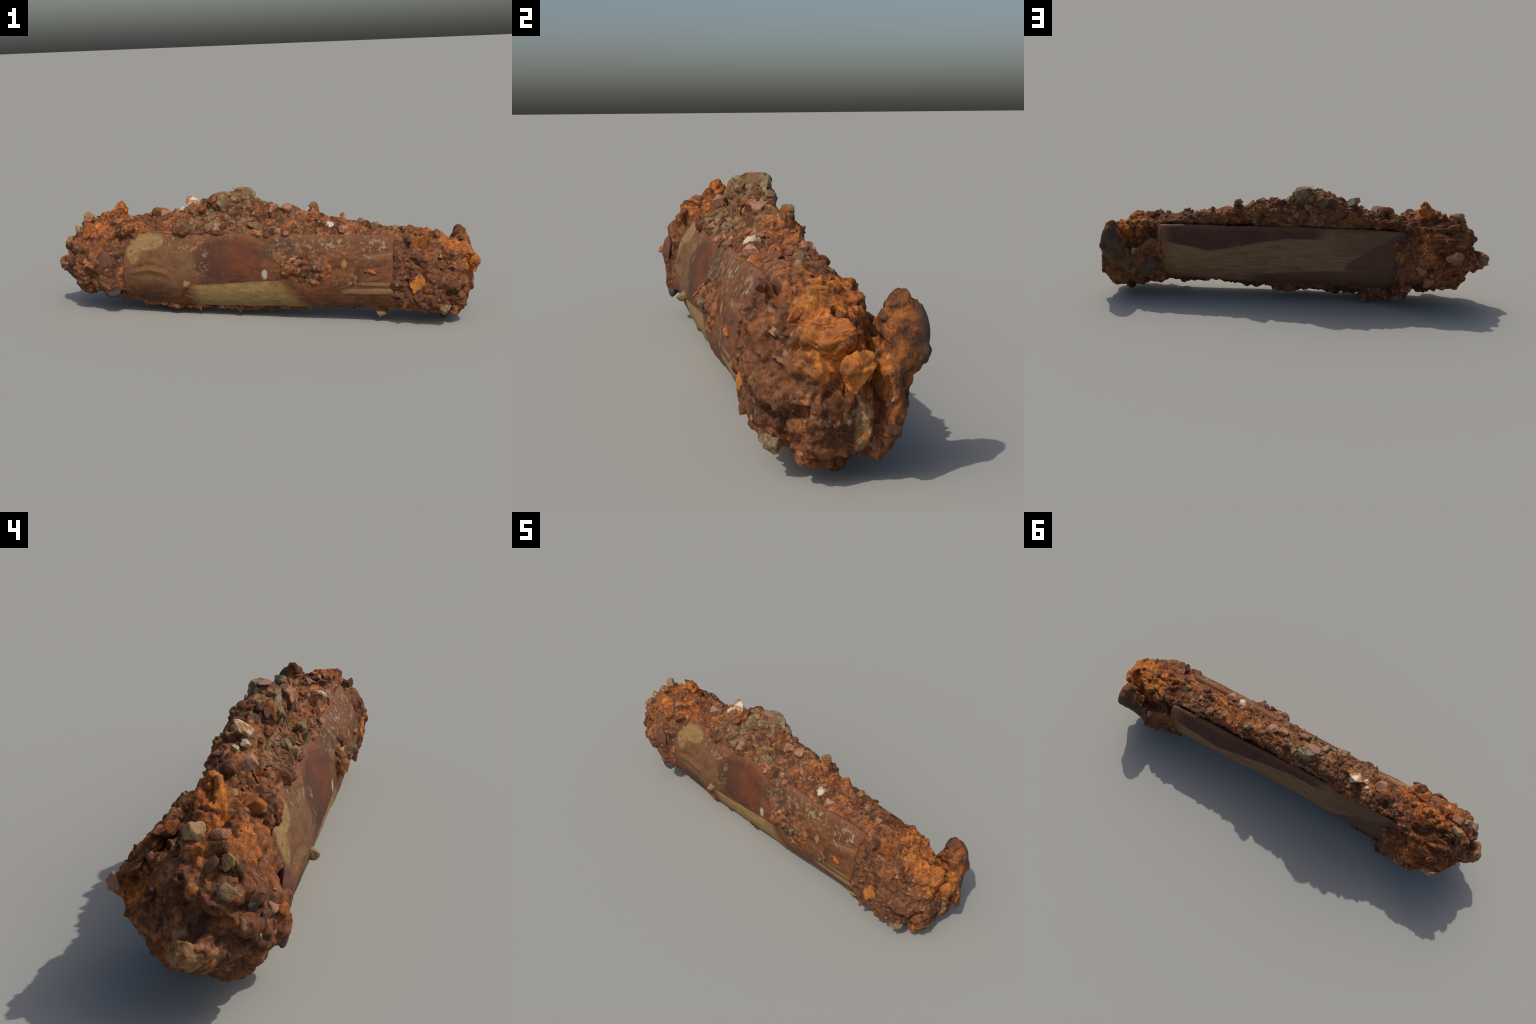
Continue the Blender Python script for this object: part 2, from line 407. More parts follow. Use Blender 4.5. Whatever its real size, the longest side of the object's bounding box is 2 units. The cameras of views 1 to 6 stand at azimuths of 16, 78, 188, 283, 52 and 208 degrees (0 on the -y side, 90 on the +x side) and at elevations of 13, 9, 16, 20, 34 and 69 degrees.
# ------------------------------------------------------------------ root
scene = bpy.context.scene
root = bpy.data.objects.new('corroded_pocket_knife', None)
root['label'] = 'rust-crusted folding knife with brown horn handle scales and embedded pebbles'
root['category'] = 'pocket knife'
scene.collection.objects.link(root)

def add(name, me, mat, parent=root, smooth=True, kind=None):
    ob = bpy.data.objects.new(name, me); scene.collection.objects.link(ob); ob.parent = parent
    if mat is not None:
        me.materials.clear(); me.materials.append(mat)
    if smooth: me.polygons.foreach_set('use_smooth', [True] * len(me.polygons))
    if kind: ob['kind'] = kind
    return ob

M_CRUST = crust_material()
M_LINER = liner_material()

# ------------------------------------------------------------------ crust body
# right bolster: blunt rounded end; ring anchors start bottom centre, run up the front, over the top, down the back
right = loft([
    (.60, [(-.02,.070),(-.10,.070),(-.155,.115),(-.172,.20),(-.155,.30),(-.105,.375),(-.02,.398),(.045,.390),(.085,.34),(.085,.22),(.08,.12),(.04,.080)]),
    (.70, [(-.02,.045),(-.11,.055),(-.174,.110),(-.189,.20),(-.170,.305),(-.105,.386),(-.02,.402),(.058,.396),(.098,.345),(.095,.22),(.085,.11),(.05,.06)]),
    (.82, [(-.02,.035),(-.10,.050),(-.165,.105),(-.188,.20),(-.166,.30),(-.098,.372),(-.02,.390),(.050,.378),(.085,.325),(.085,.22),(.080,.11),(.05,.055)]),
    (.90, [(-.02,.045),(-.09,.060),(-.138,.110),(-.155,.20),(-.134,.285),(-.080,.340),(-.02,.360),(.022,.345),(.050,.295),(.058,.21),(.062,.12),(.04,.065)]),
    (.965,[(-.02,.080),(-.07,.090),(-.105,.130),(-.118,.20),(-.103,.265),(-.058,.297),(-.01,.308),(.020,.295),(.040,.265),(.045,.20),(.045,.13),(.02,.09)]),
], cap0=.03, cap1=.085, blunt=2.4)
flap = loft([
    (.62, [(.04,.10),(.10,.095),(.134,.14),(.142,.20),(.136,.28),(.114,.34),(.08,.355),(.07,.33),(.06,.25),(.04,.16)]),
    (.72, [(.03,.065),(.11,.062),(.142,.10),(.158,.17),(.155,.25),(.134,.305),(.095,.318),(.08,.29),(.07,.22),(.04,.12)]),
    (.82, [(.02,.052),(.11,.052),(.140,.10),(.158,.15),(.158,.22),(.142,.265),(.110,.280),(.09,.25),(.08,.20),(.03,.10)]),
    (.850,[(.02,.050),(.11,.050),(.134,.11),(.154,.18),(.176,.25),(.170,.325),(.126,.345),(.088,.31),(.076,.23),(.03,.12)]),
    (.888,[(.02,.050),(.11,.050),(.130,.11),(.152,.20),(.190,.295),(.180,.362),(.130,.390),(.086,.355),(.078,.26),(.03,.14)]),
    (.930,[(.02,.065),(.10,.065),(.120,.12),(.140,.21),(.184,.29),(.172,.352),(.128,.374),(.088,.345),(.080,.27),(.03,.14)]),
    (.970,[(.03,.100),(.090,.100),(.108,.15),(.126,.21),(.158,.28),(.152,.320),(.124,.335),(.095,.312),(.086,.26),(.04,.16)]),
], cap0=.02, cap1=.045, blunt=2.4)
left = loft([
    (-.932,[(-.03,.150),(-.085,.155),(-.125,.20),(-.134,.25),(-.118,.315),(-.08,.352),(-.02,.368),(.030,.350),(.066,.30),(.078,.24),(.070,.19),(.025,.150)]),
    (-.86, [(-.02,.108),(-.10,.112),(-.166,.17),(-.180,.24),(-.156,.340),(-.095,.392),(-.02,.414),(.048,.388),(.100,.33),(.120,.25),(.112,.17),(.055,.112)]),
    (-.76, [(-.02,.078),(-.115,.090),(-.172,.145),(-.188,.22),(-.162,.335),(-.106,.410),(-.02,.438),(.052,.412),(.122,.355),(.160,.27),(.150,.16),(.075,.085)]),
    (-.66, [(-.02,.060),(-.115,.066),(-.165,.12),(-.180,.20),(-.156,.325),(-.102,.410),(-.02,.445),(.055,.424),(.125,.37),(.178,.27),(.178,.16),(.09,.075)]),
    (-.600,[(-.02,.060),(-.11,.055),(-.158,.11),(-.168,.20),(-.145,.32),(-.105,.400),(-.03,.435),(.050,.418),(.112,.362),(.165,.26),(.165,.15),(.08,.080)]),
    (-.545,[(-.02,.060),(-.11,.055),(-.152,.11),(-.160,.20),(-.140,.32),(-.105,.390),(-.03,.428),(.045,.408),(.092,.350),(.142,.26),(.146,.15),(.07,.085)]),
    (-.505,[(-.02,.060),(-.10,.055),(-.145,.11),(-.152,.20),(-.132,.31),(-.098,.385),(-.03,.420),(.045,.400),(.080,.340),(.116,.26),(.122,.15),(.06,.090)]),
], cap0=.10, cap1=.035, blunt=2.4)
# crest: crust over the spring and blade; anchors from the front scale's top edge over the summit to the back seam
def crest_section(front, shelf_z, top, back, under):
    """front: y of the scale's top edge; shelf_z: height of the sloping shelf; top: (y, z); back: bulge (y, z); under: y of the undercut seam"""
    ty, tz = top; by, bz = back
    return [(front, .380), (front + .022, shelf_z - .022), (front + .055, shelf_z), (ty - .042, shelf_z + .55 * (tz - shelf_z)), (ty - .022, tz - .008), (ty + .018, tz),
            (by - .012, bz + .6 * (tz - bz)), (by, bz), (under + .012, .398), (under, .370), (.0, .33), (-.07, .34)]
crest = loft([(x, crest_section(*a)) for x, *a in [
    (-.63, -.118, .425, (.00, .448), (.078, .405), .062),
    (-.50, -.112, .422, (.01, .440), (.085, .408), .060),
    (-.40, -.114, .425, (.015, .466), (.100, .425), .060),
    (-.30, -.116, .430, (.015, .508), (.104, .435), .060),
    (-.19, -.118, .435, (.008, .555), (.092, .440), .058),
    (-.10, -.116, .432, (.008, .556), (.084, .440), .056),
    (-.03, -.115, .432, (.010, .540), (.080, .438), .056),
    (.04,  -.115, .430, (.012, .508), (.078, .430), .056),
    (.15,  -.116, .428, (.012, .484), (.074, .420), .056),
    (.27,  -.118, .422, (.012, .466), (.070, .410), .056),
    (.40,  -.118, .417, (.008, .438), (.070, .397), .058),
    (.55,  -.115, .407, (.006, .418), (.072, .386), .060),
    (.68,  -.108, .397, (.002, .406), (.074, .375), .060)]], cap0=.03, cap1=.03)
# keel: crust along the lower edge
def keel_section(zb, yf=-.118, yb=.075):
    zk = zb + .020
    return [(-.02, zb + .006), (yf * .6, zb - .004), (yf, zb + .014), (yf + .02, zb + .06), (-.02, zb + .09), (yb - .02, zk + .06), (yb, zk + .030), (yb * .6, zk)]
keel = loft([(-.62, keel_section(.050)), (-.45, keel_section(.030)), (-.30, keel_section(.020)), (-.10, keel_section(.022)),
             (.10, keel_section(.030)), (.25, keel_section(.040)), (.42, keel_section(.052)), (.55, keel_section(.050)), (.66, keel_section(.050))],
            cap0=.03, cap1=.03)

lumps = [
    blob((-.10, .012, .515), (.075, .048, .048)), blob((-.19, .01, .505), (.06, .045, .040)), blob((-.30, .07, .445), (.07, .035, .035)),   # craggy mound
    spike((-.685, -.005, .43), (-.672, -.003, .512), .046, .017),
    spike((-.85, -.045, .20), (-.982, -.062, .215), .062, .022),
    blob((-.905, -.030, .195), (.055, .062, .042)),
    blob((-.565, .135, .17), (.045, .030, .09)), blob((-.560, .115, .095), (.05, .040, .045)), blob((-.555, .105, .30), (.04, .030, .05)),   # collar over the back scale's end
    blob((-.46, .055, .052), (.09, .045, .034)),
    spike((-.80, .12, .30), (-.822, .188, .284), .05, .020),
    spike((.88, -.02, .24), (.988, .019, .25), .075, .010),
    spike((.58, -.06, .08), (.575, -.09, .026), .04, .018),
    spike((-.39, .03, .07), (-.385, .06, .012), .05, .022),
    blob((-.46, .05, .055), (.085, .04, .03)),
    spike((.84, 0, .06), (.84, 0, .012), .035, .008),
    blob((.765, -.065, .398), (.060, .022, .018), (0, .12, .1)), blob((.700, -.118, .382), (.022, .020, .022)),
    blob((.27, -.158, .235), (.135, .040, .085)), blob((.20, -.165, .25), (.06, .036, .055)),   # crust patch on the front scale
    blob((.02, .03, .045), (.08, .05, .022)),
    spike((-.25, -.10, .05), (-.255, -.112, .012), .022, .005),
    spike((-.06, -.10, .05), (-.06, -.112, .018), .028, .008),
    spike((.27, -.09, .07), (.268, -.105, .033), .022, .006),
    spike((.20, -.09, .07), (.195, -.105, .036), .022, .006),
    spike((.256, .041, .44), (.258, .038, .497), .038, .014),
    spike((.39, .035, .43), (.392, .036, .462), .02, .006),
    blob((.73, -.02, .395), (.07, .06, .028)), blob((.80, -.03, .385), (.05, .06, .03)),
    blob((-.60, -.11, .395), (.06, .05, .045)),
    blob((-.47, .02, .44), (.04, .03, .028)),
    blob((-.82, -.01, .405), (.055, .05, .030)),
    blob((-.76, .09, .365), (.09, .030, .035), (-.75, 0, 0)),   # slab shoulder at the back
    blob((-.62, .085, .395), (.06, .035, .035)),
    blob((-.72, .115, .12), (.06, .035, .04)),
    blob((.898, .130, .322), (.050, .050, .048)), blob((.900, .112, .340), (.042, .040, .040)),
    blob((.93, -.03, .30), (.03, .06, .03)), blob((.945, .015, .25), (.03, .04, .045)),
]
H = math.pi / 2
PLACED = [
    # centre, radii, material, rotation, mesh kind
    ((-.690, -.170, .240), (.045, .066, .040), 'brown', (H, 0, .08), 'f'),
    ((-.680, -.160, .128), (.046, .034, .045), 'slate', (H - .35, 0, .1), 'f'),
    ((-.850, -.140, .300), (.022, .020, .03), 'slate', (H, 0, -.5), 'f'),
    ((-.862, -.088, .388), (.018, .016, .030), 'tan', (0, -.5, 0), 'b'),
    ((-.766, -.180, .237), (.020, .018, .016), 'orange', None, 'b'),
    ((-.621, -.100, .405), .034, 'orange', None, 'b'),
    ((-.439, -.023, .452), (.040, .034, .032), 'pink', (.3, .2, 0), 'b'),
    ((-.037, -.101, .402), (.016, .016, .026), 'olive', (0, 0, 0), 'b'),
    ((.037, -.118, .388), .015, 'pink', None, 'b'),
    ((.167, -.112, .393), .017, 'pink', None, 'b'),
    ((-.203, -.086, .400), (.028, .022, .022), 'tan', None, 'b'),
    ((-.170, -.095, .402), .016, 'pink', None, 'b'),
    ((-.245, -.046, .488), (.024, .018, .018), 'rust', (0, .2, .3), 'b'),
    ((.090, -.022, .492), (.034, .028, .030), 'pink', None, 'b'),
    ((.143, .002, .486), (.033, .028, .028), 'pink', None, 'b'),
    ((.353, -.076, .420), (.024, .020, .016), 'cream', (.2, .1, .4), 'b'),
    ((.338, -.060, .428), .011, 'cream', None, 'b'),
    ((.258, .040, .485), (.020, .020, .022), 'olive', None, 'b'),
    ((.420, -.083, .403), (.032, .026, .022), 'pink', (0, .3, .2), 'b'),
    ((.448, -.030, .412), (.036, .026, .02), 'orange', (0, .1, -.3), 'b'),
    ((.548, -.003, .418), .018, 'tan', None, 'b'),
    ((.545, -.056, .402), .022, 'rust', None, 'b'),
    ((.708, -.130, .382), (.015, .014, .022), 'brown', (0, 0, 0), 'b'),
    ((.691, -.165, .093), (.016, .014, .028), 'rust', (0, .2, 0), 'b'),
    ((.636, -.022, .412), .015, 'tan', None, 'b'),
    ((.472, .034, .416), .020, 'pink', None, 'b'),
    ((.500, .040, .405), .016, 'rust', None, 'b'),
    ((-.007, .052, .500), (.024, .02, .02), 'tan', None, 'b'),
    ((-.093, .088, .488), (.026, .016, .022), 'olive', None, 'b'),
    ((-.130, -.020, .548), (.022, .018, .018), 'tan', None, 'b'),
    ((-.298, -.180, .158), (.022, .022, .022), 'tan', None, 'b'),
    ((.552, -.174, .246), (.024, .012, .012), 'orange', (0, .4, 0), 'b'),
    ((.525, -.175, .250), .011, 'rust', None, 'b'),
    ((.300, -.188, .262), .015, 'olive', None, 'b'),
    ((-.900, -.105, .330), (.022, .020, .030), 'olive', None, 'b'),
    ((-.840, -.014, .440), (.030, .030, .026), 'tan', None, 'b'),
    ((-.820, -.058, .418), .028, 'pink', None, 'b'),
    ((-.595, .145, .105), (.034, .022, .022), 'tan', (0, .5, 0), 'b'),
    ((-.765, .125, .100), (.034, .022, .018), 'olive', None, 'b'),
    ((-.690, .155, .150), (.035, .024, .035), 'pink', None, 'b'),
    ((-.655, .158, .210), (.028, .02, .035), 'tan', (0, .6, 0), 'b'),
    ((-.740, .160, .200), (.022, .02, .032), 'rust', None, 'b'),
    ((-.60, -.04, .440), .016, 'tan', None, 'b'),
    ((.754, .160, .105), (.026, .014, .024), 'brown', None, 'b'),
    ((.775, .160, .150), (.034, .014, .018), 'brown', (0, .4, 0), 'b'),
    ((.791, .160, .252), (.020, .014, .018), 'pink', None, 'b'),
    ((-.385, .060, .030), (.030, .026, .028), 'olive', None, 'b'),
    ((-.48, .075, .045), (.026, .014, .010), 'tan', None, 'b'),
    ((-.52, .03, .445), .020, 'pink', None, 'b'),
]
V, F = join([right, flap, left, crest, keel] + lumps)
body = remesh(V, F, .0042, 4)

def displace_crust(P):
    """layered rust relief: broad lumps with creases, grains of mixed sizes, pits and fine roughness"""
    endz = sstep(.60, .72, np.abs(P[:, 0]))
    rend = sstep(.62, .75, P[:, 0])
    top = sstep(.37, .42, P[:, 2])
    keelz = sstep(.10, .06, P[:, 2]) * (1 - endz)
    Q = P + .012 * np.stack([fbm(P, 20, 2, 201), fbm(P, 20, 2, 211), fbm(P, 20, 2, 221)], 1)
    d = .011 * fbm(P, 9, 3, 3) * (.8 + .5 * endz)
    g1 = .052 * grit(Q, .052, 21, .5, .28, .62)
    g2 = .030 * grit(Q, .030, 41, .6, .3, .7)
    g3 = .015 * grit(Q, .015, 61, .6, .3, .7)
    patch = sstep(-.15, .25, fbm(P, 6, 2, 77))
    g0 = .085 * grit(Q, .085, 121, .5, .3, .6)
    d += (.30 * g0 + .44 * g1 * (1 - .45 * endz) + .30 * g2 * (.2 + .8 * patch) * (1 - .5 * endz)) * (.65 + .35 * top) + .20 * g3 * patch * (1 - .6 * endz)
    d += .046 * billow(Q * np.array([1, 1, 1.3]), 12, 2, 5) * (.35 + .65 * endz) * (1 - .4 * rend) + .010 * fbm(Q, 16, 3, 66) * rend
    d += .014 * billow(Q, 36, 2, 25) * (1 - .4 * endz) + .010 * fbm(Q, 26, 3, 88) * endz
    d -= .020 * sstep(.25, .5, fbm(P, 20, 3, 91)) * (.5 + .5 * endz)
    d += .0014 * fbm(P, 120, 2, 13)
    d += keelz * .010 * np.maximum(0, vnoise(P * np.array([1, .6, .1]), 26, 17))
    return d - d.mean() - .007 - .003 * endz

P = coords(body); Nn = normals(body)
amt = np.ones(len(P))
# keep the flap's outer back face and the flat gap wall smoother
amt *= 1 - .55 * sstep(.10, .15, P[:, 1]) * sstep(.60, .66, P[:, 0])
knob = sstep(.065, .08, P[:, 1]) * sstep(.83, .87, P[:, 0])
amt = amt * (1 - knob) + .75 * knob
# stay flush where the crust meets the scales
D = displace_crust(P); D = np.clip(D, -.035, .020)
D = np.where((P[:, 0] > .83) & (P[:, 1] > .065), np.clip(D, -.012, .014), D)
P2 = P + Nn * (D * amt)[:, None]
# hollow behind a ledge on the right bolster; groove along the back of the left end; gap between bolster and flap
def carve(p, c, r, depth, direction):
    w = gauss(p, c, r); return p + np.outer(w * depth, np.array(direction, float))
P2 = carve(P2, (.748, -.108, .385), (.040, .026, .035), .085, (0, .6, -.8))
P2 = carve(P2, (-.59, .0, .46), (.022, .02, .03), .025, (0, 0, -1))
P2 = carve(P2, (-.25, -.06, .45), (.02, .015, .03), .03, (0, .9, -.4))
P2 = carve(P2, (.00, -.06, .44), (.04, .016, .03), .025, (0, .9, -.4))
P2 = carve(P2, (-.40, -.045, .43), (.02, .02, .03), .025, (0, .4, -1))
P2 = carve(P2, (-.94, -.02, .275), (.05, .045, .030), .030, (1, 0, .1))
P2 = carve(P2, (-.90, .085, .30), (.04, .022, .030), .022, (.8, -.6, 0))
gx = sstep(-.58, -.66, P2[:, 0]) * np.exp(-((P2[:, 1] - (.075 + .012 * vnoise(P2, 14, 5))) / .010) ** 2) * sstep(.30, .36, P2[:, 2])
P2[:, 2] -= .022 * gx
gx = sstep(.85, .91, P2[:, 0]) * np.exp(-((P2[:, 1] - (.068 + .008 * vnoise(P2, 16, 31))) / .012) ** 2) * sstep(.07, .13, P2[:, 2]) * sstep(.36, .33, P2[:, 2])
P2[:, 0] -= .050 * gx
gx = sstep(-.86, -.92, P2[:, 0]) * np.exp(-((P2[:, 1] - (.045 + .01 * vnoise(P2, 14, 9))) / .010) ** 2)
P2[:, 0] += .016 * gx
P2[:, 2] = np.where(P2[:, 2] < .004, .004 * np.exp((P2[:, 2] - .004) / .02), P2[:, 2])
P2[:, 2] = np.maximum(P2[:, 2], 0.0005)
for c, r, *_ in PLACED:                                   # crust creeps up around each embedded pebble
    r = r if isinstance(r, float) else sum(r) / 3
    w = np.exp(-(((P2 - np.array(c)) ** 2).sum(1)) / (1.25 * r) ** 2)
    P2 += Nn * (w * r * .28)[:, None]
P2[:, 2] = np.maximum(P2[:, 2], 0.0005)
set_coords(body, P2)
allN = normals(body)

def split(me, masks):
    nf = len(me.polygons)
    cen = np.empty(nf * 3); me.polygons.foreach_get('center', cen); cen = cen.reshape(-1, 3)
    loops = np.empty(len(me.loops), dtype=np.int64); me.loops.foreach_get('vertex_index', loops)
    st = np.empty(nf, dtype=np.int64); me.polygons.foreach_get('loop_start', st)
    tot = np.empty(nf, dtype=np.int64); me.polygons.foreach_get('loop_total', tot)
    lab = masks(cen); Vv = coords(me)
    out = {}
    for k in np.unique(lab):
        idx = np.nonzero(lab == k)[0]
        fl = [loops[st[i]:st[i] + tot[i]] for i in idx]
        used = np.unique(np.concatenate(fl)); remap = -np.ones(len(Vv), dtype=np.int64); remap[used] = np.arange(len(used))
        m = bpy.data.meshes.new('crust'); m.from_pydata(Vv[used].tolist(), [], [remap[f].tolist() for f in fl]); m.update()
        out[int(k)] = (m, allN[used])
    return out

def region(c):
    lab = np.full(len(c), 2)                                   # crest
    lab[c[:, 2] < .25] = 3                                     # keel
    lab[(c[:, 1] < -.14) & (c[:, 2] > .12) & (c[:, 2] < .36)] = 5
    lab[c[:, 0] > .645] = 0
    lab[c[:, 0] < -.60] = 1
    seam = .090 + .0 * c[:, 0]
    lab[(c[:, 0] > .645) & (c[:, 1] > seam) ] = 4
    return lab
pieces = split(body, region)
names = {0: 'bolster', 1: 'bolster', 2: 'crust_crest', 3: 'crust_keel', 4: 'bent_liner', 5: 'crust_patch'}
crust_obs = {}
for k, (m, nn) in pieces.items():
    ob = add(names[k], m, M_LINER if k == 4 else M_CRUST); m.normals_split_custom_set_from_vertices([tuple(v) for v in nn]); crust_obs[k] = ob

# ------------------------------------------------------------------ handle scales
def scale_mesh(outer, xr, inner_y, seed, amp, n=110, step=.008, edge=.012):
    """outer: stations x -> open profile [(y,z)] bottom to top; closed at inner_y"""
    secs = []
    for x, prof in outer:
        p = list(prof) + [(inner_y, prof[-1][1] - .07), (inner_y, prof[0][1] + .07)]
        secs.append((x, p))
    v, f = loft(secs, step=step, n=n, cap0=edge, cap1=edge, blunt=2.2, tension=.42)
    me = make_mesh('scale', v, f)
    p = coords(me); nn = normals(me)
    d = amp * fbm(p * np.array([1, 1, 1.8]), 5, 4, seed) + .0012 * fbm(p * np.array([1, 1, 2.5]), 40, 4, seed + 5)
    return me, p, nn, d

me, p, nn, d = scale_mesh([
    (-.615, [(-.112,.066),(-.146,.092),(-.168,.14),(-.172,.20),(-.155,.285),(-.122,.350),(-.092,.385)]),
    (-.45,  [(-.108,.052),(-.146,.080),(-.169,.13),(-.174,.195),(-.156,.285),(-.122,.350),(-.090,.388)]),
    (-.20,  [(-.106,.046),(-.145,.074),(-.168,.125),(-.174,.19),(-.158,.285),(-.126,.350),(-.096,.388)]),
    (.05,   [(-.106,.052),(-.145,.080),(-.169,.13),(-.175,.195),(-.160,.285),(-.128,.350),(-.098,.388)]),
    (.30,   [(-.106,.062),(-.145,.090),(-.171,.14),(-.179,.205),(-.164,.295),(-.130,.356),(-.100,.389)]),
    (.50,   [(-.104,.072),(-.143,.100),(-.170,.15),(-.178,.215),(-.162,.305),(-.128,.362),(-.098,.389)]),
    (.648,  [(-.102,.076),(-.140,.104),(-.168,.15),(-.176,.215),(-.158,.305),(-.122,.362),(-.095,.388)]),
], None, -.05, 31, .004)
# crusted swelling on the front scale, cracked ridge on its left, wear step at the lower right
crackz = .215 + .018 * np.sin((p[:, 0] + .57) * 17)
on = sstep(-.58, -.54, p[:, 0]) * sstep(-.38, -.42, p[:, 0]) * (p[:, 1] < -.1)
dz = p[:, 2] - crackz
d = d + on * (.013 * np.exp(-((dz + .010) / .014) ** 2) * (dz < .004) - .011 * np.exp(-((dz - .006) / .006) ** 2))
d = d - .005 * sstep(.44, .52, p[:, 0]) * (p[:, 1] < -.1) * (np.exp(-((p[:, 2] - .175) / .006) ** 2))
d = d + .004 * sstep(.0, .006, .157 + .10 * (p[:, 0] + .26) - p[:, 2]) * sstep(-.26, -.2, p[:, 0]) * sstep(.2, .1, p[:, 0]) * -1
set_coords(me, p + nn * d[:, None])
front = add('handle_scale', me, scale_front_material())

me, p, nn, d = scale_mesh([
    (-.60, [(.062,.090),(.092,.106),(.116,.15),(.124,.22),(.116,.29),(.094,.345),(.068,.374)]),
    (-.35, [(.056,.080),(.084,.094),(.108,.135),(.119,.20),(.109,.28),(.088,.345),(.062,.376)]),
    (-.05, [(.054,.080),(.082,.094),(.106,.135),(.116,.20),(.107,.28),(.086,.345),(.062,.377)]),
    (.15,  [(.056,.084),(.084,.098),(.108,.138),(.119,.20),(.112,.28),(.092,.346),(.066,.377)]),
    (.30,  [(.058,.088),(.088,.102),(.112,.14),(.122,.20),(.117,.28),(.098,.348),(.070,.377)]),
    (.50,  [(.060,.096),(.092,.110),(.116,.15),(.127,.21),(.122,.29),(.102,.350),(.074,.376)]),
    (.675, [(.064,.098),(.096,.112),(.122,.15),(.134,.21),(.126,.29),(.102,.347),(.074,.370)]),
], None, .03, 51, .0055, edge=.028)
d = d - .007 * gauss(p, (-.40, .12, .27), (.10, .1, .06)) - .005 * gauss(p, (.15, .12, .15), (.16, .1, .05)) + .004 * gauss(p, (.40, .12, .22), (.12, .1, .05))
set_coords(me, p + nn * d[:, None])
back = add('handle_scale', me, scale_back_material())

# tang and springs filling the middle between the scales
v, f = loft([(x, [(-.06, .10), (-.06, .24), (-.06, .35), (.058, .362), (.05, .24), (.03, .10)]) for x in (-.62, 0, .66)], n=24, step=.1)
add('blade_core', make_mesh('core', v, f), M_CRUST)

# ------------------------------------------------------------------ pebbles
def pebble_mesh(seed, flat=1.0, facet=6, lump=.16, sub=4):
    bm = bmesh.new(); bmesh.ops.create_icosphere(bm, subdivisions=sub, radius=1)
    rng = np.random.default_rng(seed)
    v = np.array([q.co[:] for q in bm.verts])
    for _ in range(facet):                                     # shave flats
        nrm = rng.normal(size=3); nrm /= np.linalg.norm(nrm); h = rng.uniform(.48, .80)
        dd = v @ nrm - h; v = v - np.outer(np.clip(dd, 0, None) * .97, nrm)
    v = v * (1 + lump * fbm(v + seed, 1.4, 3, seed)[:, None])
    v[:, 2] *= flat
    for q, c in zip(bm.verts, v): q.co = c
    me = bpy.data.meshes.new('pebble'); bm.to_mesh(me); bm.free()
    me.polygons.foreach_set('use_smooth', [True] * len(me.polygons))
    return me

MATS = {
    'rust': pebble_material('pebble_rusty', BROWN, (.25, .09, .035), .75),
    'pink': pebble_material('pebble_pink', (.30, .14, .082), (.46, .255, .16), .32),
    'tan': pebble_material('pebble_tan', (.24, .15, .065), (.38, .25, .12), .3),
    'olive': pebble_material('pebble_olive', (.13, .095, .05), (.27, .20, .11), .12),
    'cream': pebble_material('pebble_cream', (.50, .36, .21), (.68, .58, .44), .0),
    'slate': pebble_material('pebble_slate', (.040, .037, .036), (.075, .066, .060), .05),
    'brown': pebble_material('pebble_brown', (.125, .052, .032), (.20, .085, .052), .05),
    'orange': pebble_material('pebble_orange', (.30, .09, .02), (.46, .15, .03), .2),
    'ochre': pebble_material('flake_ochre', (.34, .12, .022), (.52, .20, .03), .12),
}
BASE = [pebble_mesh(100 + i, 1.0, 8 + i % 5, .2) for i in range(7)]
FLAT = [pebble_mesh(200 + i, .45, 5, .12) for i in range(4)]
def flake_mesh(seed):
    """thin chip with a broken outline and a rough, layered face"""
    me = pebble_mesh(seed, .5, 6, .2); v = coords(me)
    a = np.arctan2(v[:, 1], v[:, 0]); ring = np.stack([np.cos(a), np.sin(a), np.full(len(a), seed * .37)], 1)
    v[:, :2] *= (1 + .38 * fbm(ring, 2.2, 3, seed))[:, None]
    v[:, 2] += .22 * fbm(v * np.array([1, 1, .2]), 2.6, 3, seed + 1) + .1 * np.round(2 * fbm(v * np.array([1, 1, 0]), 1.6, 2, seed + 2))
    set_coords(me, v); return me
CHIP = [flake_mesh(240 + i) for i in range(4)]
VAR = {}
def variant(kind, i, mat):
    key = (kind, i, mat)
    if key not in VAR:
        m = {'b': BASE, 'f': FLAT, 'c': CHIP}[kind][i].copy(); m.materials.clear(); m.materials.append(MATS[mat]); VAR[key] = m
    return VAR[key]
def pebble(c, r, mat, rot=None, kind='b', name='pebble'):
    if isinstance(r, (int, float)): r = (r,) * 3
    i = random.randrange(7 if kind == 'b' else 4)
    ob = bpy.data.objects.new(name, variant(kind, i, mat)); scene.collection.objects.link(ob); ob.parent = root
    ob.location = (c[0], c[1], max(c[2], max(r) * .9 + .002)); ob.scale = r
    ob.rotation_euler = rot if rot is not None else [random.uniform(0, 6.28) for _ in range(3)]
    return ob

from mathutils.kdtree import KDTree
KD = KDTree(len(P2))
for i, q in enumerate(P2): KD.insert(q, i)
KD.balance()
EMBED = {'b': -.12, 'f': -.05}
for c, r, m, rot, kind in PLACED:
    rm = r if isinstance(r, float) else sum(r) / 3
    co, ii, dd = KD.find(c)
    nv = allN[ii]; out = (np.array(c) - np.array(co)) @ nv
    on_scale = abs(c[0]) < .59 and c[1] < -.16 and m != 'olive'
    pebble(c if on_scale else tuple(np.array(c) - nv * (out + rm * (.3 if c[2] < .13 and kind == 'b' else EMBED[kind]))), r, m, rot, kind)

